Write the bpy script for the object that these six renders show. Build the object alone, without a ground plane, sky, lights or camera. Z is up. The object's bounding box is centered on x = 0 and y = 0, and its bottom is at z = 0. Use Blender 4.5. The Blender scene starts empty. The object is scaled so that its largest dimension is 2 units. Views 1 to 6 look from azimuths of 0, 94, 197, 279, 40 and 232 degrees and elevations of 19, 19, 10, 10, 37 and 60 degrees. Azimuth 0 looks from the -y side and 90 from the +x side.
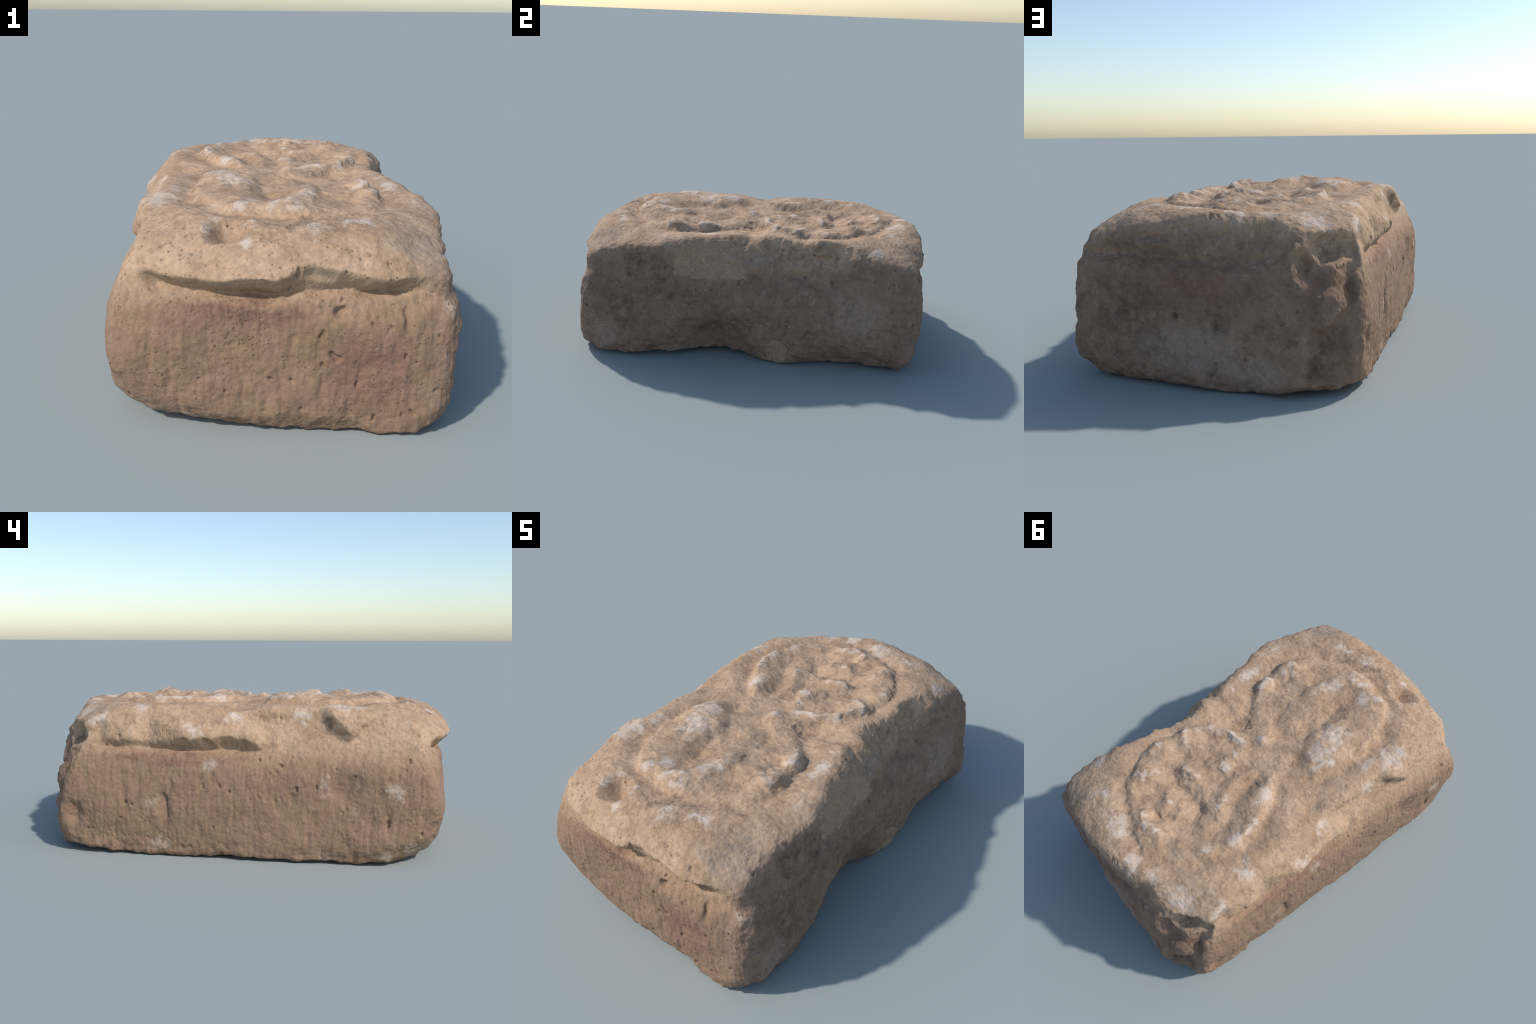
import math, random
import numpy as np

# ---------------------------------------------------------------- small helpers
def smoothstep(a, b, x):
    t = np.clip((x - a) / (b - a), 0.0, 1.0)
    return t * t * (3 - 2 * t)

def weights(stations, u):
    """Cubic (Catmull-Rom) weights of every station at the places u, clamped at the ends."""
    s = np.asarray(stations, float)
    n = len(s)
    u = np.clip(u, s[0], s[-1])
    i = np.clip(np.searchsorted(s, u, side="right") - 1, 0, n - 2)
    h = s[i + 1] - s[i]
    t = (u - s[i]) / h
    h00 = 2 * t**3 - 3 * t**2 + 1
    h10 = t**3 - 2 * t**2 + t
    h01 = -2 * t**3 + 3 * t**2
    h11 = t**3 - t**2
    W = np.zeros((len(u), n))
    r = np.arange(len(u))
    np.add.at(W, (r, i), h00)
    np.add.at(W, (r, i + 1), h01)
    for k, c in ((i, h10), (i + 1, h11)):
        lo, hi = np.maximum(k - 1, 0), np.minimum(k + 1, n - 1)
        f = c * h / (s[hi] - s[lo])
        np.add.at(W, (r, hi), f)
        np.add.at(W, (r, lo), -f)
    return W

def loft(us, sections, u, vs, v):
    """Surface through cross-sections: one row of values at heights vs per station us."""
    rows = np.asarray(sections, float)
    return np.einsum("ni,ij,nj->n", weights(us, u), rows, weights(vs, v))

def line_coords(pts, u, v):
    """Distance to a polyline, signed side (left of travel is +), place along it 0..1."""
    P = np.asarray(pts, float)
    seg = np.linalg.norm(P[1:] - P[:-1], axis=1)
    total = seg.sum()
    best = np.full(len(u), 1e9)
    along = np.zeros(len(u))
    side = np.zeros(len(u))
    run = 0.0
    for a, b, l in zip(P[:-1], P[1:], seg):
        d = (b - a) / l
        t = np.clip((u - a[0]) * d[0] + (v - a[1]) * d[1], 0, l)
        qx, qy = u - a[0] - t * d[0], v - a[1] - t * d[1]
        q = np.hypot(qx, qy)
        m = q < best
        best = np.where(m, q, best)
        along = np.where(m, (run + t) / total, along)
        side = np.where(m, d[0] * qy - d[1] * qx, side)
        run += l
    return best, np.sign(side), along

def curve(pts, closed=False, per=5):
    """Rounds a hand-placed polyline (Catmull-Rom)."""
    P = np.asarray(pts, float)
    n = len(P)
    if n < 3:
        return P
    t = np.arange(0, n - 1 + 1e-9, 1.0 / per)
    W = weights(np.arange(n), t)
    return W @ P

# ---------------------------------------------------------------- noise
def _hash(ix, iy, iz, seed):
    h = (ix * 374761393 + iy * 668265263 + iz * 2147483647 + seed * 974711) & 0xFFFFFFFF
    h = ((h ^ (h >> 13)) * 1274126177) & 0xFFFFFFFF
    h = ((h ^ (h >> 16)) * 2246822519) & 0xFFFFFFFF
    return h ^ (h >> 15)

_G = np.array([[1,1,0],[-1,1,0],[1,-1,0],[-1,-1,0],[1,0,1],[-1,0,1],[1,0,-1],[-1,0,-1],
               [0,1,1],[0,-1,1],[0,1,-1],[0,-1,-1],[1,1,0],[-1,1,0],[0,-1,1],[0,-1,-1]], np.float32)

def noise(P, scale, seed=0):
    """Perlin noise, about -1..1; scale is the size of a lump in metres (one number or three)."""
    Q = (P / np.asarray(scale, float)).astype(np.float32)
    I = np.floor(Q).astype(np.int64)
    f = Q - I
    w = f * f * f * (f * (f * 6 - 15) + 10)
    out = np.zeros(len(P), np.float32)
    for dx in (0, 1):
        wx = w[:, 0] if dx else 1 - w[:, 0]
        for dy in (0, 1):
            wy = w[:, 1] if dy else 1 - w[:, 1]
            for dz in (0, 1):
                wz = w[:, 2] if dz else 1 - w[:, 2]
                g = _G[_hash(I[:, 0] + dx, I[:, 1] + dy, I[:, 2] + dz, seed) & 15]
                d = g[:, 0] * (f[:, 0] - dx) + g[:, 1] * (f[:, 1] - dy) + g[:, 2] * (f[:, 2] - dz)
                out += wx * wy * wz * d
    return out * 1.4

def fractal(P, scale, octaves, seed=0, gain=0.5, ridged=False):
    a, out = 1.0, 0.0
    s = np.asarray(scale, float)
    for k in range(octaves):
        n = noise(P, s, seed + 17 * k)
        out = out + a * ((0.5 - np.abs(n)) * 2 if ridged else n)
        a *= gain
        s = s * 0.5
    return out

def smax(a, b, k):
    """Maximum of two fields with the meeting edge rounded over k metres."""
    h = np.clip(k - np.abs(a - b), 0, None) / k
    return np.maximum(a, b) + h * h * k * 0.25

# ---------------------------------------------------------------- cross-sections of the block
# side: (stations along the second axis, {section: (station along the first axis, heights)})
PROFILES = {
    "top": ([-1.020, -.900, -.750, -.500, -.200, .100, .400, .650, .850, 1.000], {
        "left_rim": (-.620, (.570, .613, .657, .697, .709, .698, .672, .647, .626, .597)),
        "left_slope": (-.500, (.601, .638, .681, .719, .723, .711, .722, .697, .645, .636)),
        "left_oval": (-.300, (.628, .671, .725, .733, .744, .734, .730, .726, .691, .675)),
        "middle": (.000, (.641, .694, .732, .737, .723, .721, .718, .703, .723, .714)),
        "right_oval": (.300, (.626, .688, .727, .725, .709, .726, .721, .728, .716, .642)),
        "right_slope": (.480, (.599, .640, .688, .713, .719, .714, .717, .701, .650, .560)),
        "right_rim": (.620, (.561, .585, .616, .680, .715, .714, .689, .636, .588, .528))}),
    "left": ([.000, .100, .200, .300, .400, .470, .530, .600, .660, .720], {
        "front_corner": (-.950, (.622, .599, .584, .602, .598, .585, .568, .532, .495, .468)),
        "front_block": (-.750, (.610, .626, .613, .613, .607, .595, .562, .532, .501, .492)),
        "over_scoop": (-.500, (.590, .614, .613, .609, .607, .592, .558, .522, .510, .507)),
        "scoop": (-.300, (.606, .614, .613, .610, .606, .586, .550, .510, .495, .494)),
        "waist": (-.100, (.607, .613, .616, .616, .608, .587, .548, .504, .484, .501)),
        "bulge": (.100, (.595, .611, .617, .616, .608, .589, .555, .519, .516, .513)),
        "bulge_end": (.300, (.592, .609, .616, .615, .606, .592, .576, .565, .560, .520)),
        "middle": (.500, (.590, .606, .617, .617, .605, .597, .596, .586, .556, .524)),
        "back_block": (.700, (.597, .606, .622, .624, .610, .596, .586, .570, .565, .546)),
        "back_corner": (.950, (.570, .601, .627, .628, .608, .589, .576, .568, .570, .571))}),
    "front": ([.000, .080, .250, .420, .500, .580, .680], {
        "left_corner": (-.600, (.806, .885, .958, .917, .883, .848, .820)),
        "left": (-.400, (.818, .928, .960, .959, .930, .903, .880)),
        "inner": (-.100, (.896, .966, .962, .958, .969, .966, .936)),
        "middle": (.200, (.939, .969, .972, .981, .957, .947, .935)),
        "right": (.450, (.984, .977, .975, .971, .928, .929, .927)),
        "right_corner": (.620, (1.035, .981, .957, .933, .910, .916, .927))}),
    "back": ([.000, .100, .200, .300, .400, .500, .570, .640, .700], {
        "chip_arris": (-.620, (.831, .872, .876, .863, .846, .809, .764, .725, .686)),
        "chip_hollow": (-.520, (.825, .918, .932, .892, .879, .852, .834, .778, .743)),
        "chip_wall": (-.420, (.844, .925, .983, .948, .918, .882, .899, .850, .805)),
        "chip_edge": (-.300, (.917, .956, .986, .987, .981, .954, .919, .897, .866)),
        "middle": (.000, (.932, .964, .981, .987, .983, .986, .968, .979, .965)),
        "right": (.300, (.890, .957, .986, .974, .984, .979, .945, .978, 1.024)),
        "right_corner": (.600, (.858, .929, .955, .972, .966, .952, .918, .947, 1.017))}),
    "right": ([.000, .080, .160, .250, .340, .440, .550, .650, .740], {
        "front_corner": (-.950, (.593, .579, .581, .599, .593, .591, .572, .565, .560)),
        "front_block": (-.780, (.580, .596, .606, .606, .605, .607, .572, .579, .583)),
        "front_face": (-.600, (.578, .607, .623, .602, .606, .603, .575, .599, .602)),
        "front_inner": (-.420, (.540, .570, .598, .610, .611, .605, .567, .592, .587)),
        "under_mortar": (-.280, (.491, .516, .540, .586, .603, .588, .563, .549, .543)),
        "mortar": (-.140, (.458, .483, .508, .563, .593, .582, .559, .553, .517)),
        "waist": (.000, (.499, .515, .543, .576, .600, .604, .556, .517, .475)),
        "waist_end": (.140, (.568, .567, .584, .600, .606, .588, .538, .486, .448)),
        "boss": (.280, (.565, .584, .612, .613, .610, .593, .509, .491, .453)),
        "broken": (.440, (.531, .562, .601, .612, .612, .593, .525, .504, .496)),
        "broken_end": (.600, (.510, .561, .611, .619, .614, .604, .572, .545, .528)),
        "back_block": (.780, (.535, .590, .617, .617, .609, .609, .589, .575, .548)),
        "back_corner": (.950, (.571, .656, .636, .605, .607, .604, .575, .578, .569))}),
    "underside": ([-1.000, -.700, -.400, -.150, .100, .500, 1.000], {
        "left": (-.600, (.000, .000, -.007, -.010, -.008, -.006, -.054)),
        "left_inner": (-.300, (.000, .000, -.000, -.007, -.009, -.004, .000)),
        "middle": (.000, (.000, .000, -.003, -.010, -.011, -.004, .000)),
        "right_inner": (.300, (.000, -.005, -.011, -.020, -.011, -.007, .000)),
        "right": (.580, (.000, -.011, -.022, -.022, .000, -.007, .000))}),
}

# ---------------------------------------------------------------- relief strokes on one face
RELIEF = 0.74       # how much of the carved depth the weather has left

class Face:
    """Height of one side of the block over its own two coordinates, kept on a fine raster
    that is computed from profiles and strokes and then looked up by the solver."""
    def __init__(self, u_range, v_range, step=0.004):
        self.u0, self.v0, self.step = u_range[0], v_range[0], step
        self.nu = int(round((u_range[1] - u_range[0]) / step)) + 1
        self.nv = int(round((v_range[1] - v_range[0]) / step)) + 1
        U, V = np.meshgrid(self.u0 + step * np.arange(self.nu), self.v0 + step * np.arange(self.nv), indexing="ij")
        self.u, self.v = U.ravel(), V.ravel()
        self.h = np.zeros(len(self.u))
        # strokes are laid on slightly warped coordinates so that no edge runs true
        P = np.stack([self.u, self.v, np.full(len(self.u), self.u0 * 3 + self.nu)], 1)
        self.su = self.u + .011 * noise(P, .075, 201) + .005 * noise(P, .03, 202)
        self.sv = self.v + .011 * noise(P, .075, 203) + .005 * noise(P, .03, 204)

    depth, spread = 1.0, 1.0

    def section_loft(self, name):
        """Base shape of the side: a loft through its cross-sections."""
        heights, sections = PROFILES[name]
        self.h += loft([at for at, _ in sections.values()], [row for _, row in sections.values()], self.u, heights, self.v)

    def bump(self, height, at, size, turn=0.0, sharp=2.0):
        """A lump (or, below zero, a dent) of given half-widths, turned by degrees."""
        c, s = math.cos(math.radians(turn)), math.sin(math.radians(turn))
        du, dv = self.su - at[0], self.sv - at[1]
        sx, sy = size if isinstance(size, tuple) else (size, size)
        sx, sy = sx * self.spread, sy * self.spread
        q = np.hypot((du * c + dv * s) / sx, (-du * s + dv * c) / sy)
        self.h += self.depth * height * np.exp(-q ** sharp)

    def stroke(self, height, pts, width, left=None, taper=0.15, sharp=2.0):
        """A ridge (or groove) along a drawn line; 'left' gives another width on its left side."""
        d, side, t = line_coords(curve(pts), self.su, self.sv)
        w = np.where(side > 0, left, width) if left else width
        w = w * self.spread
        fade = smoothstep(0, taper, t) * smoothstep(0, taper, 1 - t) if taper else 1.0
        fade = 0.25 + 0.75 * fade if taper else 1.0
        self.h += self.depth * height * fade * np.exp(-(d / w) ** sharp)

    def step_along(self, height, pts, width, reach):
        """A ledge: ground on the left of the line is raised steeply, fading over 'reach'."""
        d, side, t = line_coords(curve(pts), self.su, self.sv)
        s = d * side
        fade = smoothstep(0, 0.15, t) * smoothstep(0, 0.15, 1 - t)
        self.h += height * fade * smoothstep(-width, width, s) * np.exp(-(np.clip(s, 0, None) / reach) ** 2)

    def ease(self, amount, at, size, power=2.0):
        """Mask 1..0 round a place, for fading noise in and out."""
        q = np.hypot((self.u - at[0]) / size[0], (self.v - at[1]) / size[1])
        return amount * np.exp(-q ** power)

    def points(self, w=0.0):
        return np.stack([self.u, self.v, np.full(len(self.u), w)], 1)

    def __call__(self, u, v):
        H = self.h.reshape(self.nu, self.nv)
        a = np.clip((u - self.u0) / self.step, 0, self.nu - 1.001)
        b = np.clip((v - self.v0) / self.step, 0, self.nv - 1.001)
        i, j = a.astype(np.int32), b.astype(np.int32)
        a, b = a - i, b - j
        return (H[i, j] * (1 - a) + H[i + 1, j] * a) * (1 - b) + (H[i, j + 1] * (1 - a) + H[i + 1, j + 1] * a) * b

# ---------------------------------------------------------------- the six faces
def make_top():
    f = Face((-0.76, 0.76), (-1.12, 1.12))
    f.depth = RELIEF
    f.section_loft('top')

    # the sunk band that outlines the two ovals
    f.stroke(-0.024, [(.20, -.02), (.30, -.13), (.365, -.23), (.40, -.35), (.40, -.48), (.345, -.60), (.22, -.69), (.11, -.745)], .028, left=.042, taper=.12)
    f.stroke(-0.027, [(.18, -.71), (.08, -.75), (-.02, -.755), (-.12, -.725), (-.20, -.70), (-.27, -.64), (-.32, -.56), (-.345, -.47), (-.355, -.37), (-.35, -.28), (-.33, -.17), (-.29, -.09)], .026, left=.042, taper=.1)
    f.stroke(-0.028, [(-.345, -.22), (-.31, -.10), (-.25, -.02), (-.20, .05), (-.26, .13), (-.33, .24), (-.375, .37), (-.37, .47), (-.33, .57), (-.30, .66), (-.25, .73)], .030, left=.042, taper=.1)
    f.stroke(-0.012, [(-.33, .57), (-.25, .73), (-.16, .79), (-.09, .83), (-.02, .81)], .022, left=.05, taper=.2)
    f.stroke(-0.020, [(-.12, .83), (-.04, .815), (.04, .795), (.12, .765), (.22, .715), (.29, .67), (.345, .59), (.385, .53), (.405, .45), (.41, .37), (.395, .28)], .020, left=.045, taper=.12)
    f.stroke(-0.024, [(.41, .36), (.39, .26), (.33, .16), (.26, .08), (.21, .0), (.22, -.08)], .026, left=.055, taper=.12)
    # the two waists run out to the sides
    f.bump(-0.030, (-.42, .00), (.14, .075), 10)
    f.bump(-0.035, (.30, .00), (.10, .075), 20)
    f.bump(-0.020, (.19, -.025), (.02, .05), -20)

    f.spread = 1.2
    # front oval: drapery-like lumps
    f.stroke(.050, [(.325, -.20), (.340, -.27), (.338, -.33)], .034, left=.03, taper=.2, sharp=3)
    f.stroke(.048, [(.342, -.36), (.340, -.42), (.318, -.485)], .034, left=.035, taper=.2, sharp=3)
    f.stroke(.026, [(.33, -.26), (.24, -.27), (.15, -.31), (.08, -.33)], .03, taper=.2, sharp=1.5)
    f.stroke(.022, [(.30, -.47), (.24, -.41), (.26, -.33)], .04, taper=.2, sharp=1.5)
    f.stroke(-.012, [(.28, -.33), (.20, -.38), (.16, -.46), (.14, -.54)], .035, taper=.2, sharp=1.5)
    f.stroke(.034, [(.12, -.36), (.10, -.45), (.085, -.55), (.045, -.635), (-.03, -.68)], .035, left=.045, taper=.2, sharp=1.5)
    f.stroke(.030, [(.08, -.59), (.0, -.645), (-.10, -.665), (-.20, -.64)], .03, left=.05, taper=.2, sharp=1.5)
    f.bump(.022, (.08, -.42), (.05, .05))
    f.bump(.025, (-.24, -.57), (.075, .075))
    f.stroke(.026, [(-.17, -.635), (-.14, -.575), (-.105, -.52)], .022, left=.035, taper=.2, sharp=1.5)
    f.stroke(-.022, [(-.06, -.20), (-.075, -.32), (-.07, -.40), (-.045, -.48), (-.05, -.565), (-.02, -.62)], .034, taper=.2, sharp=1.5)
    f.stroke(.036, [(-.16, -.20), (-.17, -.28), (-.14, -.36), (-.20, -.40)], .055, taper=.2, sharp=1.5)
    f.bump(.034, (-.22, -.25), (.08, .11), 20, 2.5)
    f.bump(.022, (-.24, -.42), (.08, .10), 0, 2.5)
    f.bump(-.035, (-.15, -.095), (.028, .04), 30)
    f.bump(.020, (.03, -.20), (.07, .05), 40)
    f.bump(.028, (.05, -.03), (.026, .03))
    f.bump(.018, (.09, -.07), (.04, .06), 30)
    f.bump(-.018, (.10, -.17), (.07, .035), -30)
    f.bump(-.014, (.20, -.60), (.10, .06), 25)
    f.bump(-.016, (.02, -.13), (.05, .03), 30)

    # back oval
    f.depth = RELIEF * 1.12
    f.stroke(.034, [(.37, .27), (.30, .16), (.22, .085), (.14, .065), (.09, .06)], .022, left=.016, taper=.2, sharp=1.5)
    f.stroke(-.024, [(.29, .21), (.22, .14), (.15, .10), (.09, .09)], .035, taper=.2, sharp=1.5)
    f.stroke(.022, [(.37, .25), (.32, .275), (.27, .29)], .025, taper=.2, sharp=1.5)
    f.stroke(.030, [(.03, .36), (.09, .37), (.13, .385), (.175, .425)], .026, left=.05, taper=.2, sharp=1.5)
    f.stroke(-.030, [(.21, .41), (.16, .46), (.08, .455), (-.02, .47), (-.14, .45)], .034, taper=.2, sharp=1.5)
    f.bump(-.018, (.20, .45), (.03, .03))
    f.stroke(.026, [(.01, .19), (.04, .23), (.08, .24), (.10, .31)], .028, taper=.2, sharp=1.5)
    f.stroke(-.016, [(.18, .20), (.14, .27), (.20, .33), (.28, .36)], .035, taper=.2, sharp=1.5)
    f.bump(.018, (.27, .43), (.07, .06), 30)
    f.bump(.026, (.27, .585), (.05, .04), 40)
    f.stroke(.016, [(.33, .50), (.36, .44), (.36, .36)], .025, taper=.2, sharp=1.5)
    f.bump(.020, (.05, .61), (.045, .035), 30)
    f.bump(.016, (.07, .55), (.035, .03))
    f.bump(.030, (-.015, .72), (.04, .035), 20)
    f.bump(.018, (.09, .69), (.05, .03), -30)
    f.bump(-.018, (.02, .665), (.05, .025), -10)
    f.bump(-.018, (.16, .60), (.045, .05), 20)
    f.stroke(.030, [(-.30, .25), (-.33, .36), (-.335, .45), (-.30, .51)], .032, taper=.2, sharp=1.5)
    f.bump(.026, (-.28, .57), (.05, .04))
    f.bump(.020, (-.24, .22), (.06, .07), 30)
    f.stroke(-.022, [(-.10, .20), (-.17, .32), (-.22, .44), (-.21, .56)], .04, taper=.2, sharp=1.5)
    f.bump(.030, (-.185, .115), (.03, .06), 15)
    f.bump(-.026, (-.11, .16), (.025, .04), 20)
    f.stroke(.016, [(.08, .21), (.06, .14), (.075, .10)], .02, taper=.2, sharp=1.5)
    f.bump(.016, (-.10, .66), (.09, .06), 20)
    f.bump(-.014, (-.06, .58), (.05, .05))
    f.bump(.012, (-.05, .33), (.08, .06))
    f.stroke(.020, [(-.05, .60), (.00, .53), (.05, .555), (.10, .60)], .026, taper=.2, sharp=1.5)
    f.stroke(-.016, [(-.20, .62), (-.10, .52), (.00, .44)], .03, taper=.2, sharp=1.5)
    f.stroke(.018, [(.20, .50), (.25, .56), (.31, .56)], .026, taper=.2, sharp=1.5)
    f.stroke(.018, [(-.10, .10), (-.06, .22), (-.10, .32), (-.16, .42)], .03, taper=.2, sharp=1.5)
    f.stroke(.018, [(-.13, .75), (-.05, .70), (.05, .71), (.12, .66)], .025, taper=.2, sharp=1.5)
    f.stroke(-.014, [(.02, .14), (.00, .24), (-.02, .34)], .028, taper=.2, sharp=1.5)

    f.spread, f.depth = 1.0, RELIEF
    # rims: bright high rim over the scoop, hollow near the front, back ridge
    f.stroke(.016, [(-.39, -.31), (-.43, -.42), (-.47, -.53), (-.49, -.62)], .045, taper=.2)
    f.bump(.008, (-.46, .16), (.06, .16))
    f.bump(-.085, (-.185, -.825), (.05, .048), 20, 2.6)
    f.stroke(.020, [(-.28, -.80), (-.26, -.87), (-.18, -.90)], .03, taper=.2)
    f.bump(.012, (-.12, -.79), (.04, .05))
    f.bump(-.014, (-.30, -.95), (.10, .05))
    f.bump(.010, (.45, -.12), (.05, .12))
    f.bump(-.032, (.50, -.88), (.14, .12))
    f.bump(-.02, (.47, .0), (.04, .035))
    f.bump(.012, (.46, .36), (.05, .14))
    f.bump(-.015, (.12, .98), (.12, .05))
    f.bump(-.02, (-.22, .96), (.06, .05))

    # broken, weathered relief inside the ovals
    inside = np.maximum(f.ease(1, (.0, -.40), (.34, .36), 4), f.ease(1, (.0, .42), (.36, .36), 4))
    P = f.points(0.3)
    f.h += inside * (.007 * fractal(P, .13, 3, 5) + .004 * fractal(P, .12, 3, 31, .5, ridged=True))
    f.h += .006 * fractal(P, .25, 2, 41)
    f.h = np.where(f.h > .752, .752 + .6 * (f.h - .752), f.h)      # the highest lumps are worn down
    return f

def make_left():        # x = -h(y, z)
    f = Face((-1.12, 1.12), (-0.1, 0.9))
    f.section_loft('left')
    # swollen roll over the groove, and the groove itself
    f.stroke(.062, [(.33, .60), (.20, .595), (.05, .60), (-.10, .575), (-.16, .56)], .055, left=.055, taper=.2, sharp=3)
    f.stroke(-.030, [(.72, .53), (.45, .525), (.20, .522), (.0, .525), (-.15, .54)], .022, taper=.1)
    f.bump(-.022, (.68, .61), (.06, .05))
    f.bump(-.022, (-.94, .18), (.05, .05))
    f.bump(-.03, (.44, .60), (.05, .06))
    # scoop with a straight broken edge towards the front
    f.step_along(.042, [(-.39, .76), (-.42, .68), (-.47, .62), (-.53, .56)][::-1], .034, .15)
    f.bump(.014, (-.22, .63), (.10, .05), 0)
    f.bump(-.03, (-.50, .36), (.06, .06))
    f.stroke(-.025, [(.345, .32), (.34, .26), (.33, .18)], .018, taper=.2)
    f.bump(-.03, (.80, .20), (.04, .05))
    for k in range(22):       # single tool marks
        y, z = -.78 + .065 * k + .02 * math.sin(7 * k), .25 + .14 * math.sin(4 * k + 2)
        f.stroke(-.006, [(y, z + .05), (y + .004 * math.sin(k), z), (y, z - .05 - .02 * math.cos(3 * k))], .008, taper=.3)
    return f

def make_front():       # y = -h(x, z)
    f = Face((-0.76, 0.76), (-0.1, 0.9))
    f.section_loft('front')
    # ragged lower edge of the upper moulding, cut back sharply underneath
    lip = [(-.56, .60), (-.48, .575), (-.33, .565), (-.20, .555), (-.09, .545), (.0, .575), (.10, .61), (.19, .60), (.25, .565), (.33, .54), (.40, .555), (.47, .58)]
    f.step_along(.032, lip, .026, .09)
    f.stroke(.010, [(x, z + .04) for x, z in lip], .028)
    f.bump(.012, (-.10, .60), (.12, .05))
    f.bump(.010, (-.35, .60), (.10, .04))
    f.bump(.010, (.34, .575), (.09, .035))
    f.stroke(-.028, [(-.50, .535), (-.30, .53), (-.17, .52), (-.06, .51), (.05, .54), (.15, .54), (.27, .53), (.36, .525), (.45, .55)], .020, taper=.1)
    f.bump(-.020, (-.06, .515), (.05, .02))
    f.bump(-.030, (-.10, .518), (.15, .013), 3)
    f.bump(-.020, (.33, .528), (.09, .012), 0)
    for k in range(16):       # single tool marks
        x, z = -.45 + .055 * k + .02 * math.sin(9 * k), .24 + .13 * math.sin(5 * k + 1)
        f.stroke(-.006, [(x, z + .05), (x + .004 * math.sin(k), z), (x, z - .05 - .02 * math.cos(3 * k))], .007, taper=.3)
    f.bump(-.030, (.185, .46), (.013, .016))
    f.stroke(-.020, [(.40, .475), (.41, .44), (.412, .40)], .012, taper=.2)
    f.bump(-.015, (.50, .42), (.05, .05))
    f.bump(-.018, (-.58, .18), (.05, .05))
    return f

def make_back():        # y = h(x, z)
    f = Face((-0.76, 0.76), (-0.1, 0.9))
    f.section_loft('back')
    f.stroke(-.034, [(.56, .53), (.40, .54), (.16, .535), (.0, .525), (-.13, .52), (-.27, .55)], .020, left=.030, taper=.1)
    f.stroke(.022, [(.52, .60), (.36, .60), (.25, .575), (.12, .60), (-.10, .60)], .028, taper=.2)
    f.bump(-.020, (.10, .60), (.05, .035), -20)
    f.bump(-.022, (-.06, .62), (.12, .05), 10)
    f.bump(-.03, (-.22, .64), (.05, .05), 0, 3)
    f.bump(.020, (.24, .585), (.06, .03), 0, 5)
    P = f.points(4.0)
    f.h += .008 * smoothstep(.50, .58, f.v) * fractal(P, .12, 3, 95) + .005 * fractal(P, .15, 2, 96)
    # the broken corner: overhung top, a tongue of stone, and a deep gouge beneath it
    f.step_along(-.05, [(-.395, .05), (-.405, .14), (-.405, .24), (-.43, .29)], .012, .10)
    f.bump(-.045, (-.49, .23), (.06, .06), 0, 4)
    f.bump(-.062, (-.485, .572), (.095, .052), 8, 6)
    f.bump(-.020, (-.56, .46), (.05, .10), 0, 4)
    f.bump(.020, (-.42, .04), (.10, .05), 0, 2)
    f.bump(.030, (-.41, .08), (.10, .10), 0, 2)
    f.bump(.018, (.10, .12), (.40, .12), 0, 3)
    f.h += .034 * (1 - smoothstep(.02, .14, f.v)) * smoothstep(-.58, -.42, f.u) * (1 - smoothstep(.45, .62, f.u))     # spreading foot
    f.bump(-.045, (-.385, .525), (.016, .045), -8, 3)
    f.bump(-.035, (-.46, .575), (.05, .035), 20, 3)
    f.bump(-.035, (-.545, .50), (.03, .06), 0, 3)
    f.bump(-.040, (-.550, .41), (.018, .04), 0, 3)
    f.bump(.035, (-.475, .36), (.055, .065), 25, 4)
    f.stroke(.02, [(-.34, .62), (-.335, .53), (-.37, .46), (-.40, .40)], .022)
    f.bump(-.050, (-.035, .275), (.06, .042), -20, 3)
    f.bump(.040, (-.02, .265), (.03, .028))
    f.bump(-.03, (.13, .30), (.015, .012))
    f.bump(-.03, (-.22, .27), (.02, .015))
    f.step_along(-.018, [(.40, .265), (.27, .255), (.17, .18), (.135, .09)], .008, .12)
    f.stroke(-.010, [(.34, .17), (.29, .12), (.27, .07)], .012, taper=.2)
    return f

def make_right():       # x = h(y, z)
    f = Face((-1.12, 1.12), (-0.1, 0.9))
    f.section_loft('right')
    # bulging foot beside the undercut of the waist
    f.bump(.045, (.07, .13), (.06, .08), 0, 3)
    f.bump(-.042, (-.19, .13), (.06, .09), 0, 3)
    f.bump(.022, (-.32, .48), (.07, .05))
    # conchoidal chips along the top edge
    f.bump(-.030, (.43, .60), (.085, .045), 10, 4)
    f.bump(-.030, (.25, .66), (.13, .07), -12, 3)
    f.bump(-.022, (.46, .68), (.10, .05), 10, 3)
    f.bump(-.020, (-.06, .70), (.07, .05), 0, 3)
    f.bump(.016, (.10, .60), (.05, .05))
    f.bump(-.020, (.36, .50), (.16, .03), -10, 3)
    f.bump(-.018, (-.70, .60), (.10, .06), 15, 3)
    P = f.points(1.0)
    f.h += .010 * smoothstep(.50, .62, f.v) * (fractal(P, .13, 2, 51, ridged=True) - .4)
    f.h += .008 * fractal(P, .12, 3, 52)
    return f

def make_underside():   # z = -h(x, y)
    f = Face((-0.76, 0.76), (-1.12, 1.12))
    f.section_loft('underside')
    P = f.points(2.0)
    f.h += .004 * fractal(P, .3, 3, 77) - .002
    return f

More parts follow.
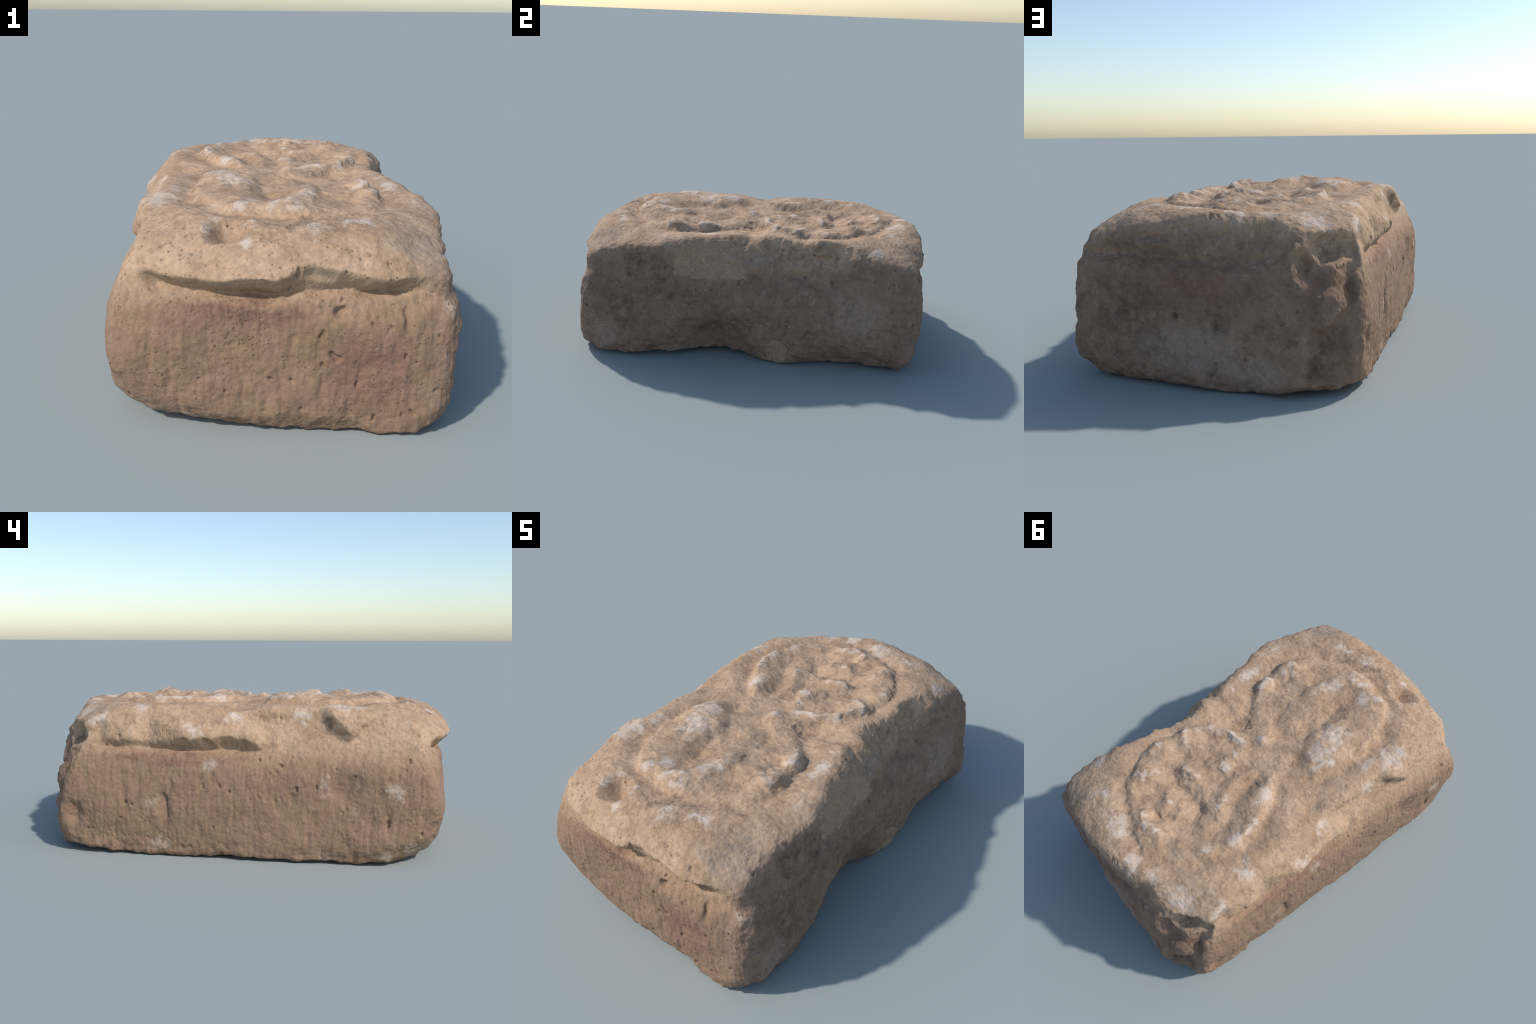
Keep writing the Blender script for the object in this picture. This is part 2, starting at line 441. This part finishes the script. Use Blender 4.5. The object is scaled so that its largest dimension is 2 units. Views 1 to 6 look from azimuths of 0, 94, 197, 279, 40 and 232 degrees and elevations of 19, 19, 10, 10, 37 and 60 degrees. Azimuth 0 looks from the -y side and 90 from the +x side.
def box_blur(A, r):
    for ax in (0, 1):
        pad = [(r + 1, r) if i == ax else (0, 0) for i in (0, 1)]
        C = np.cumsum(np.pad(A, pad, mode="edge"), axis=ax)
        n = A.shape[ax]
        hi, lo = np.arange(2 * r + 1, 2 * r + 1 + n), np.arange(n)
        A = (np.take(C, hi, ax) - np.take(C, lo, ax)) / (2 * r + 1)
    return A

def crests(face, count, apart=.055):
    """Places on the carved top that stand proud of their surroundings, highest first."""
    H = face.h.reshape(face.nu, face.nv)
    proud = (box_blur(H, 3) - box_blur(box_blur(H, 14), 14)).ravel()
    ok = (np.abs(face.u) < .52) & (np.abs(face.v) < .86)
    order = np.argsort(np.where(ok, proud, -1))[::-1][:20000]
    chosen = []
    for i in order:
        if all((face.u[i] - a) ** 2 + (face.v[i] - b) ** 2 > apart ** 2 for a, b, c in chosen):
            chosen.append((float(face.u[i]), float(face.v[i]), float(face.h[i])))
            if len(chosen) == count:
                break
    return chosen

class Block:
    def __init__(self):
        self.top, self.left, self.front = make_top(), make_left(), make_front()
        self.back, self.right, self.underside = make_back(), make_right(), make_underside()
        # whole corners knocked off: outward direction, a point on the break, rounding
        self.breaks = [((-.55, -.45, -.70), (-.56, -.85, .10), .06),
                       ((.5, -.5, -.7), (.56, -.90, .03), .05)]

    def field(self, P):
        """Negative inside the stone, zero on its skin."""
        x, y, z = P[:, 0], P[:, 1], P[:, 2]
        sides = smax(smax(-x - self.left(y, z), x - self.right(y, z), .02), smax(-y - self.front(x, z), y - self.back(x, z), .02), .06)
        F = smax(sides, z - self.top(x, y), .05)
        F = smax(F, -z - np.minimum(self.underside(x, y), 0), .022)
        for n, p, k in self.breaks:
            n = np.array(n) / np.linalg.norm(n)
            F = smax(F, (P - np.array(p)) @ n, k)
        return F

HALF = np.array([.60, 1.0, .38])
CORE = np.array([.30, .30, .20])
CENTRE = np.array([0, 0, .38])

def box_lattice(step):
    """Vertices and quads of a finely divided box, shared along its edges."""
    n = np.round(2 * HALF / step).astype(int)
    ids, quads = {}, []
    keys = []
    for ax in range(3):
        a, b = (ax + 1) % 3, (ax + 2) % 3
        for end in (0, 1):
            I, J = np.meshgrid(np.arange(n[a] + 1), np.arange(n[b] + 1), indexing="ij")
            K = np.zeros(I.shape + (3,), int)
            K[..., a], K[..., b], K[..., ax] = I, J, n[ax] * end
            keys.append((K, end))
    M = 4096
    allk = np.concatenate([(K[..., 0] * M + K[..., 1]) * M + K[..., 2] for K, e in [(k[0], k[1]) for k in keys] for K in [K.reshape(-1, 3)]])
    uniq, inv = np.unique(allk, return_inverse=True)
    at = 0
    for K, end in keys:
        m = K.shape[0] * K.shape[1]
        g = inv[at:at + m].reshape(K.shape[:2])
        at += m
        q = np.stack([g[:-1, :-1], g[1:, :-1], g[1:, 1:], g[:-1, 1:]], -1).reshape(-1, 4)
        quads.append(q if end else q[:, ::-1])
    V = np.stack([uniq // (M * M), (uniq // M) % M, uniq % M], 1) / n * 2 * HALF - HALF
    return V, np.concatenate(quads)

def solve(block, V):
    """Walks from the core of the block outwards to its skin."""
    O = np.sign(V) * np.clip(np.abs(V) - CORE, 0, None)
    D = V - O
    O = O + CENTRE
    lo = np.full(len(V), 0.4)
    hi = np.full(len(V), np.nan)
    open_ = np.ones(len(V), bool)
    for t in np.arange(.45, 1.7, .05):
        idx = np.nonzero(open_)[0]
        if not len(idx):
            break
        F = block.field(O[idx] + D[idx] * t)
        out = F > 0
        hi[idx[out]] = t
        open_[idx[out]] = False
        lo[idx[~out]] = t
    hi = np.where(np.isnan(hi), 1.7, hi)
    for _ in range(9):
        mid = (lo + hi) / 2
        out = block.field(O + D * mid[:, None]) > 0
        hi = np.where(out, mid, hi)
        lo = np.where(out, lo, mid)
    return O + D * ((lo + hi) / 2)[:, None]

def relax(V, Q, rounds):
    """Evens out the lattice on steep walls."""
    A = np.concatenate([Q[:, [0, 1]], Q[:, [1, 2]], Q[:, [2, 3]], Q[:, [3, 0]]])
    count = np.maximum(np.bincount(A[:, 0], minlength=len(V)), 1)[:, None]
    for _ in range(rounds):
        M = np.stack([np.bincount(A[:, 0], V[A[:, 1], c], len(V)) for c in range(3)], 1) / count
        V = V + .6 * (M - V)
    return V

def vertex_normals(V, Q):
    N = np.cross(V[Q[:, 2]] - V[Q[:, 0]], V[Q[:, 3]] - V[Q[:, 1]])
    out = np.zeros_like(V)
    for k in range(4):
        for c in range(3):
            out[:, c] += np.bincount(Q[:, k], N[:, c], len(V))
    return out / np.maximum(np.linalg.norm(out, axis=1, keepdims=True), 1e-12)
# ---------------------------------------------------------------- weathering of the skin
def region_masks(P, N):
    """How dressed (tooled), how rough-broken and how worn smooth each place is."""
    x, y, z = P.T
    top = smoothstep(.45, .8, N[:, 2])
    front = smoothstep(.5, .85, -N[:, 1])
    left = smoothstep(.5, .85, -N[:, 0])
    back = smoothstep(.4, .8, N[:, 1])
    right = smoothstep(.4, .8, N[:, 0])
    low = 1 - smoothstep(.50, .55, z)
    return dict(top=top, dressed=np.clip(front + left, 0, 1) * low, broken=np.clip(right + .7 * back, 0, 1), low=low)

def mortar_mask(P):
    """Two smooth fills of pale mortar on the right side."""
    x, y, z = P.T
    w = .022 * noise(P, .09, 91) + .014 * noise(P, .03, 92)
    upper = np.where(z + 1.2 * w > .505, np.hypot((y + .225 + .25 * (z - .6)) / .205, (z - .505) / .205), 1.6)
    lower = np.hypot((y - .17) / .065, (z - .075) / .075)
    on_right = x > .3
    return (upper + w * 5 < 1) & on_right, (lower + w * 5 < 1) & on_right

def weather(V, Q):
    N = vertex_normals(V, Q)
    m = region_masks(V, N)
    up, lo = mortar_mask(V)
    smooth = 1 - .75 * np.maximum(up, lo)
    d = .004 * fractal(V, .16, 2, 3) * (1 - .4 * m["top"])
    d += (.0022 + .0042 * m["broken"]) * fractal(V, .055, 3, 11) * smooth
    d += .0017 * m["dressed"] * (fractal(V, (.020, .020, .16), 2, 21) + .5 * fractal(V, (.03, .03, .22), 1, 23, ridged=True))
    d += .0012 * fractal(V, .018, 2, 33) * smooth
    # small pits, gathered in porous zones
    porous = smoothstep(-.15, .35, noise(V, .22, 55)) * (1 - .55 * m["top"]) + .25
    d -= .0024 * porous * smoothstep(.46, .64, noise(V, (.014, .014, .02), 61)) * smooth
    d -= .009 * smoothstep(.82, .94, noise(V, (.03, .03, .04), 71)) * (1 - .8 * m["top"]) * smooth
    # ragged foot
    d += .006 * (1 - smoothstep(.03, .12, V[:, 2])) * fractal(V, .06, 2, 81)
    return V + N * d[:, None]

# ---------------------------------------------------------------- splitting into named parts
RELIEF_OUTLINE = [(.19, -.03), (.30, -.13), (.37, -.23), (.40, -.35), (.40, -.48), (.345, -.60), (.22, -.69), (.09, -.75), (-.02, -.755), (-.20, -.70),
                  (-.27, -.64), (-.33, -.55), (-.35, -.40), (-.34, -.22), (-.29, -.08), (-.20, .05), (-.27, .14), (-.35, .28), (-.375, .39), (-.34, .55),
                  (-.27, .70), (-.16, .79), (-.07, .825), (.04, .795), (.22, .715), (.345, .59), (.405, .45), (.40, .30), (.32, .14)]

def inside_outline(pts, u, v):
    ins = np.zeros(len(u), bool)
    for (a, b), (c, d) in zip(pts, pts[1:] + pts[:1]):
        cross = ((b > v) != (d > v)) & (u < (c - a) * (v - b) / (d - b + 1e-12) + a)
        ins ^= cross
    return ins

def part_of_faces(C):
    """0 body, 1 moulded upper rim, 2 carved relief, 3 and 4 mortar fills."""
    x, y, z = C.T
    line = .525 + .012 * noise(C, .15, 13)
    part = (z > line).astype(int)
    part[(z > .62) & inside_outline(RELIEF_OUTLINE, x, y)] = 2
    up, lo = mortar_mask(C)
    part[up] = 3
    part[lo] = 4
    return part
import bpy

# ---------------------------------------------------------------- material
class Nodes:
    """Short-hand for building a node tree."""
    def __init__(self, mat):
        self.t = mat.node_tree
        self.t.nodes.clear()

    def new(self, kind, **props):
        n = self.t.nodes.new(kind)
        for k, v in props.items():
            setattr(n, k, v)
        return n

    def put(self, node, socket, value):
        s = node.inputs[socket]
        if hasattr(value, "is_output"):
            self.t.links.new(value, s)
        else:
            s.default_value = value

    def math(self, op, a, b=None, clamp=False):
        n = self.new("ShaderNodeMath", operation=op, use_clamp=clamp)
        self.put(n, 0, a)
        if b is not None:
            self.put(n, 1, b)
        return n.outputs[0]

    def noise(self, co, scale, detail=3.0, rough=.55, distortion=0.0):
        n = self.new("ShaderNodeTexNoise")
        self.put(n, "Vector", co)
        for k, v in (("Scale", scale), ("Detail", detail), ("Roughness", rough), ("Distortion", distortion)):
            self.put(n, k, v)
        return n.outputs["Fac"]

    def span(self, v, a, b, lo=0.0, hi=1.0):
        n = self.new("ShaderNodeMapRange", interpolation_type="SMOOTHSTEP")
        for k, w in zip(("Value", "From Min", "From Max", "To Min", "To Max"), (v, a, b, lo, hi)):
            self.put(n, k, w)
        return n.outputs[0]

    def move(self, co, loc=(0, 0, 0), scale=(1, 1, 1), rot=(0, 0, 0)):
        n = self.new("ShaderNodeMapping", vector_type="POINT")
        self.put(n, "Vector", co)
        n.inputs["Location"].default_value = loc
        n.inputs["Scale"].default_value = scale
        n.inputs["Rotation"].default_value = rot
        return n.outputs[0]

    def mix(self, fac, a, b, blend="MIX"):
        n = self.new("ShaderNodeMix", data_type="RGBA", blend_type=blend)
        self.put(n, 0, fac)
        for i, c in ((6, a), (7, b)):
            self.put(n, i, c if hasattr(c, "is_output") else (*c, 1.0))
        return n.outputs[2]

    def spot(self, co, at, size):
        """1 at a place, falling to 0 at its edge."""
        m = self.new("ShaderNodeMapping", vector_type="TEXTURE")
        self.put(m, "Vector", co)
        m.inputs["Location"].default_value = at
        m.inputs["Scale"].default_value = size if isinstance(size, tuple) else (size, size, size)
        g = self.new("ShaderNodeTexGradient", gradient_type="SPHERICAL")
        self.put(g, "Vector", m.outputs[0])
        return g.outputs["Fac"]

    def spots(self, co, places):
        out = None
        for at, size in places:
            s = self.spot(co, at, size)
            out = s if out is None else self.math("MAXIMUM", out, s)
        return out

SAND, TAN, OCHRE, DUST = (.55, .38, .25), (.43, .29, .185), (.53, .345, .185), (.48, .37, .27)
BROWN, PINK, UMBER = (.255, .168, .104), (.265, .162, .114), (.175, .11, .068)
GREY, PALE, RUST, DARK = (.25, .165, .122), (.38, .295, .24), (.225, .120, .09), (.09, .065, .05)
CHALK, MORTAR = (.60, .50, .42), (.42, .295, .195)

# chalky white wear: on the crests of the carving, the rims and a few chipped places of the sides
CHALK_PLACES = [
    ((-.18, -.33, .76), (.13, .16, .1)), ((-.22, -.20, .76), (.10, .10, .1)), ((-.09, -.62, .75), .07), ((.10, -.52, .75), .07),
    ((.04, -.68, .74), .06), ((.33, -.30, .75), .07), ((-.46, -.50, .74), (.10, .15, .1)), ((-.40, -.36, .74), .07), ((.16, .07, .74), (.11, .05, .1)),
    ((-.22, .16, .74), .07), ((.10, -.84, .72), .07), ((.45, -.26, .73), (.07, .12, .1)), ((.42, -.10, .74), .05), ((-.13, -.90, .70), .06),
    ((.10, .84, .72), (.16, .11, .1)), ((-.10, .88, .70), .10), ((-.33, .42, .74), .07), ((-.22, .83, .69), .07), ((-.47, .48, .70), .09),
    ((-.62, .22, .63), (.08, .10, .07)), ((-.55, .68, .66), .08), ((-.62, -.74, .36), (.08, .10, .05)),
    ((-.60, .42, .26), .06), ((-.60, -.42, .38), (.05, .04, .09)), ((-.59, .13, .46), .05), ((-.58, .38, .07), (.06, .09, .06)),
    ((-.57, -.40, .04), (.08, .12, .05)), ((-.55, -.68, .04), (.10, .14, .06)), ((-.53, -.80, .10), (.13, .12, .08)), ((.57, -.93, .46), .05),
    ((-.30, -.92, .05), (.12, .08, .04)), ((.25, -.78, .70), (.12, .06, .06)), ((-.50, -.30, .70), .08), ((-.52, .02, .68), .07),
    ((-.40, .80, .66), .10), ((.30, .80, .69), (.12, .08, .08)), ((.50, .70, .66), .08), ((.50, -.45, .68), .09)]

DARK_PLACES = [((-.525, -.425, .655), (.05, .045, .08)), ((.52, -.92, .05), (.14, .10, .12)), ((.58, -.45, .42), (.1, .3, .16)), ((.60, -.60, .58), (.12, .25, .12)), ((.60, -.70, .30), (.12, .26, .24)),  # first entry paints the shadow on the left scoop's facet
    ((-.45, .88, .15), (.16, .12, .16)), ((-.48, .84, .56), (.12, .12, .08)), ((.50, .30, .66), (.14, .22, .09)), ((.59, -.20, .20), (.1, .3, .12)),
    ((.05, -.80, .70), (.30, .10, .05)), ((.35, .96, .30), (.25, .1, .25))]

RUST_PLACES = [((.10, .98, .42), (.50, .12, .13)), ((-.45, .86, .42), (.14, .12, .14)), ((.57, -.30, .38), (.08, .16, .09)), ((.56, .02, .50), (.06, .10, .05)),
    ((-.20, -.96, .46), (.45, .06, .07)), ((-.58, .30, .48), (.06, .45, .06)), ((.30, -.97, .25), (.2, .06, .2))]
MORTAR_STAINS = [((.55, -.22, .60), (.14, .33, .17)), ((.57, .17, .08), (.12, .13, .13))]
PALE_PLACES = [((.05, .98, .17), (.36, .12, .14)), ((-.20, .98, .10), (.2, .12, .1)), ((.58, .62, .32), (.1, .26, .22)), ((.60, -.80, .14), (.1, .12, .14)),
    ((.45, -.80, .62), (.16, .18, .12)), ((.54, .05, .60), (.08, .12, .06)), ((-.45, -.85, .08), (.16, .14, .1))]

def stone_material(crest_places):
    mat = bpy.data.materials.new("weathered_limestone")
    mat.use_nodes = True
    k = Nodes(mat)
    co = k.new("ShaderNodeTexCoord").outputs["Object"]
    xyz = k.new("ShaderNodeSeparateXYZ")
    k.put(xyz, 0, co)
    X, Y, Z = xyz.outputs
    fine = k.noise(co, 55, 4, .65)
    finer = k.noise(co, 150, 3, .6)
    cloud = k.noise(co, 5.5, 4, .6, .4)
    cloud2 = k.noise(k.move(co, (3, 1, 2)), 9, 4, .6, .3)
    mid = k.noise(k.move(co, (1, 5, 2)), 17, 5, .68, .4)

    wob = k.math("MULTIPLY", k.math("SUBTRACT", cloud, .5), .14)
    ragged_edge = k.math("MULTIPLY", k.math("SUBTRACT", mid, .5), .06)
    wob = k.math("ADD", wob, ragged_edge)
    # upper part: sandy, with tan and ochre clouds
    col = k.mix(k.span(cloud, .36, .64), SAND, TAN)
    col = k.mix(k.span(cloud2, .55, .72, 0, .32), col, OCHRE)
    col = k.mix(k.span(k.noise(k.move(co, (4, 4, 8)), 13, 5, .65, .4), .52, .70, 0, .55), col, DUST)
    # the dressed front and left faces under the moulding: browner, pink in places
    low = k.span(k.math("ADD", Z, k.math("MULTIPLY", wob, 1.5)), .40, .60, 1, 0)
    lower = k.mix(k.span(cloud2, .42, .60), BROWN, PINK)
    lower = k.mix(k.span(k.noise(k.move(co, (6, 2, 3)), 11, 5, .65, .3), .52, .72, 0, .5), lower, (.32, .21, .132))
    col = k.mix(k.math("MULTIPLY", low, .9), col, lower)
    # bare right side and back: darker and greyer, mottled with pale, reddish and dark patches
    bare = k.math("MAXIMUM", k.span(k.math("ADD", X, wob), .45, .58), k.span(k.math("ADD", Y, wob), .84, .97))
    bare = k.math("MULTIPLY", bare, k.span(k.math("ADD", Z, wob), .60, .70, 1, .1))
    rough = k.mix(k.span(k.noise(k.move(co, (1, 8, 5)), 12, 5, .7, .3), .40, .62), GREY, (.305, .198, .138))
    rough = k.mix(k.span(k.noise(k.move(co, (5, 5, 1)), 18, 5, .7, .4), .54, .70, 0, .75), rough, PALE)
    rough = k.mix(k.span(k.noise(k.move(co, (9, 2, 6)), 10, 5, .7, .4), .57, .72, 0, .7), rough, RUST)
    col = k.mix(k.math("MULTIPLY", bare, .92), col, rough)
    for tint, places in ((RUST, RUST_PLACES), (PALE, PALE_PLACES), (MORTAR, MORTAR_STAINS)):
        col = k.mix(k.math("MULTIPLY", k.span(k.spots(co, places), .0, .7), k.span(mid, .36, .60, .25, .85)), col, tint)
    # grey-brown mottling everywhere, then the grain
    col = k.mix(k.span(mid, .46, .70, 0, .52), col, UMBER)
    col = k.mix(k.span(k.noise(k.move(co, (2, 2, 9)), 30, 4, .7, .6), .54, .72, 0, .22), col, PALE)
    col = k.mix(k.span(fine, .34, .66, .30, 0), col, UMBER)
    col = k.mix(k.span(finer, .52, .82, 0, .18), col, PALE)
    # vertical streaks on the dressed faces
    streak = k.noise(k.move(co, (0, 0, 0), (1, 1, .10)), 38, 3, .6)
    col = k.mix(k.math("MULTIPLY", low, k.span(streak, .55, .74, 0, .38)), col, UMBER)
    # dark pores and dark patches, some of them painted shadow
    vor2 = k.new("ShaderNodeTexVoronoi")
    k.put(vor2, "Vector", co)
    k.put(vor2, "Scale", 48)
    porous_brow = k.math("MULTIPLY", k.span(Y, -.80, -.70, 1, .06), k.span(k.noise(k.move(co, (1, 1, 6)), 10, 3, .6), .42, .58))
    big_pore = k.math("MULTIPLY", k.span(vor2.outputs["Distance"], .10, .30, 1, 0), porous_brow)
    col = k.mix(k.math("MULTIPLY", big_pore, .6), col, UMBER)
    vor = k.new("ShaderNodeTexVoronoi")
    k.put(vor, "Vector", k.move(co, (0, 0, 0), (1, 1, .8)))
    k.put(vor, "Scale", 75)
    pore = k.math("MULTIPLY", k.span(vor.outputs["Distance"], .08, .30, 1, 0), k.span(k.noise(k.move(co, (8, 8, 8)), 16, 3, .6), .50, .64))
    col = k.mix(k.math("MULTIPLY", pore, .5), col, DARK)
    dark_patch = k.math("MULTIPLY", bare, k.span(k.noise(k.move(co, (7, 3, 1)), 14, 5, .75), .53, .70, 0, .75))
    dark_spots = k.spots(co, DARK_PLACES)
    dark_patch = k.math("MAXIMUM", dark_patch, k.math("MULTIPLY", k.span(dark_spots, .0, .9), k.span(mid, .34, .66)))
    col = k.mix(k.math("MULTIPLY", dark_patch, .75), col, DARK)
    # chalky wear: ragged, strongest on the worn places
    wn = k.new("ShaderNodeTexNoise")
    k.put(wn, "Vector", co)
    k.put(wn, "Scale", 14)
    k.put(wn, "Detail", 4)
    shift = k.new("ShaderNodeVectorMath", operation="MULTIPLY_ADD")
    k.put(shift, 0, wn.outputs["Color"])
    shift.inputs[1].default_value = (.13, .13, .13)
    shift.inputs[2].default_value = (-.065, -.065, -.065)
    warped = k.new("ShaderNodeVectorMath", operation="ADD")
    k.put(warped, 0, co)
    k.put(warped, 1, shift.outputs[0])
    worn = k.spots(warped.outputs[0], CHALK_PLACES + [((x, y, z), (.045, .045, .06)) for x, y, z in crest_places])
    flake = k.noise(k.move(co, (0, 3, 0)), 26, 6, .72, .5)
    worn_flakes = k.span(k.math("ADD", flake, k.math("MULTIPLY", k.span(worn, 0, .9), .26)), .54, .86)
    worn_flakes = k.math("MULTIPLY", worn_flakes, k.span(worn, 0, .4))
    loose = k.math("MULTIPLY", k.span(k.noise(k.move(co, (2, 9, 4)), 17, 6, .75, .6), .58, .74), k.span(cloud, .42, .6, .2, .6))
    chalk = k.math("MAXIMUM", worn_flakes, loose)
    col = k.mix(k.math("MULTIPLY", chalk, k.span(Z, .50, .64, .5, .85)), col, CHALK)
    bsdf = k.new("ShaderNodeBsdfPrincipled")
    k.put(bsdf, "Base Color", col)
    k.put(bsdf, "Roughness", .92)
    k.put(bsdf, "Specular IOR Level", .2)
    h = k.math("ADD", k.math("MULTIPLY", fine, 1.0), k.math("MULTIPLY", finer, .45))
    h = k.math("SUBTRACT", h, k.math("MULTIPLY", k.math("MAXIMUM", pore, big_pore), .6))
    h = k.math("SUBTRACT", h, k.math("MULTIPLY", k.math("MULTIPLY", streak, low), .6))
    bump = k.new("ShaderNodeBump")
    k.put(bump, "Height", h)
    k.put(bump, "Strength", .55)
    k.put(bump, "Distance", .006)
    k.put(bsdf, "Normal", bump.outputs[0])
    out = k.new("ShaderNodeOutputMaterial")
    k.put(out, 0, bsdf.outputs[0])
    return mat

def mortar_material():
    mat = bpy.data.materials.new("pale_mortar")
    mat.use_nodes = True
    k = Nodes(mat)
    co = k.new("ShaderNodeTexCoord").outputs["Object"]
    col = k.mix(k.span(k.noise(co, 9, 4, .6), .35, .7), MORTAR, (.40, .29, .20))
    col = k.mix(k.span(k.noise(k.move(co, (3, 3, 3)), 16, 5, .7, .4), .52, .72, 0, .4), col, GREY)
    col = k.mix(k.span(k.noise(k.move(co, (6, 3, 1)), 24, 5, .7, .4), .55, .72, 0, .3), col, PALE)
    col = k.mix(k.span(k.noise(co, 70, 3, .6), .35, .7, .4, 0), col, UMBER)
    bsdf = k.new("ShaderNodeBsdfPrincipled")
    k.put(bsdf, "Base Color", col)
    k.put(bsdf, "Roughness", .95)
    k.put(bsdf, "Specular IOR Level", .15)
    bump = k.new("ShaderNodeBump")
    k.put(bump, "Height", k.noise(co, 60, 4, .6))
    k.put(bump, "Strength", .25)
    k.put(bump, "Distance", .005)
    k.put(bsdf, "Normal", bump.outputs[0])
    out = k.new("ShaderNodeOutputMaterial")
    k.put(out, 0, bsdf.outputs[0])
    return mat

# ---------------------------------------------------------------- build
def build(step=.0048):
    block = Block()
    V, Q = box_lattice(step)
    V = weather(relax(solve(block, V), Q, 4), Q)
    V[:, 2] = np.maximum(V[:, 2], 0.0)
    N = vertex_normals(V, Q)
    part = part_of_faces(V[Q].mean(1))
    stone, mortar = stone_material(crests(block.top, 48)), mortar_material()
    root = bpy.data.objects.new("carved_stone_block", None)
    bpy.context.scene.collection.objects.link(root)
    root["label"] = "weathered tan stone block with worn carved relief"
    root["category"] = "carved stone"
    for number, (name, mat) in enumerate([("block_body", stone), ("moulded_rim", stone), ("carved_relief", stone), ("mortar_patch", mortar), ("mortar_patch", mortar)]):
        q = Q[part == number]
        used, local = np.unique(q, return_inverse=True)
        me = bpy.data.meshes.new(name)
        me.vertices.add(len(used))
        me.vertices.foreach_set("co", V[used].astype(np.float32).ravel())
        me.loops.add(4 * len(q))
        me.loops.foreach_set("vertex_index", local.ravel().astype(np.int32))
        me.polygons.add(len(q))
        me.polygons.foreach_set("loop_start", np.arange(0, 4 * len(q), 4, dtype=np.int32))
        me.polygons.foreach_set("use_smooth", np.ones(len(q), bool))
        me.update(calc_edges=True)
        me.normals_split_custom_set_from_vertices(N[used])
        me.materials.append(mat)
        ob = bpy.data.objects.new(name, me)
        bpy.context.scene.collection.objects.link(ob)
        ob.parent = root

build()
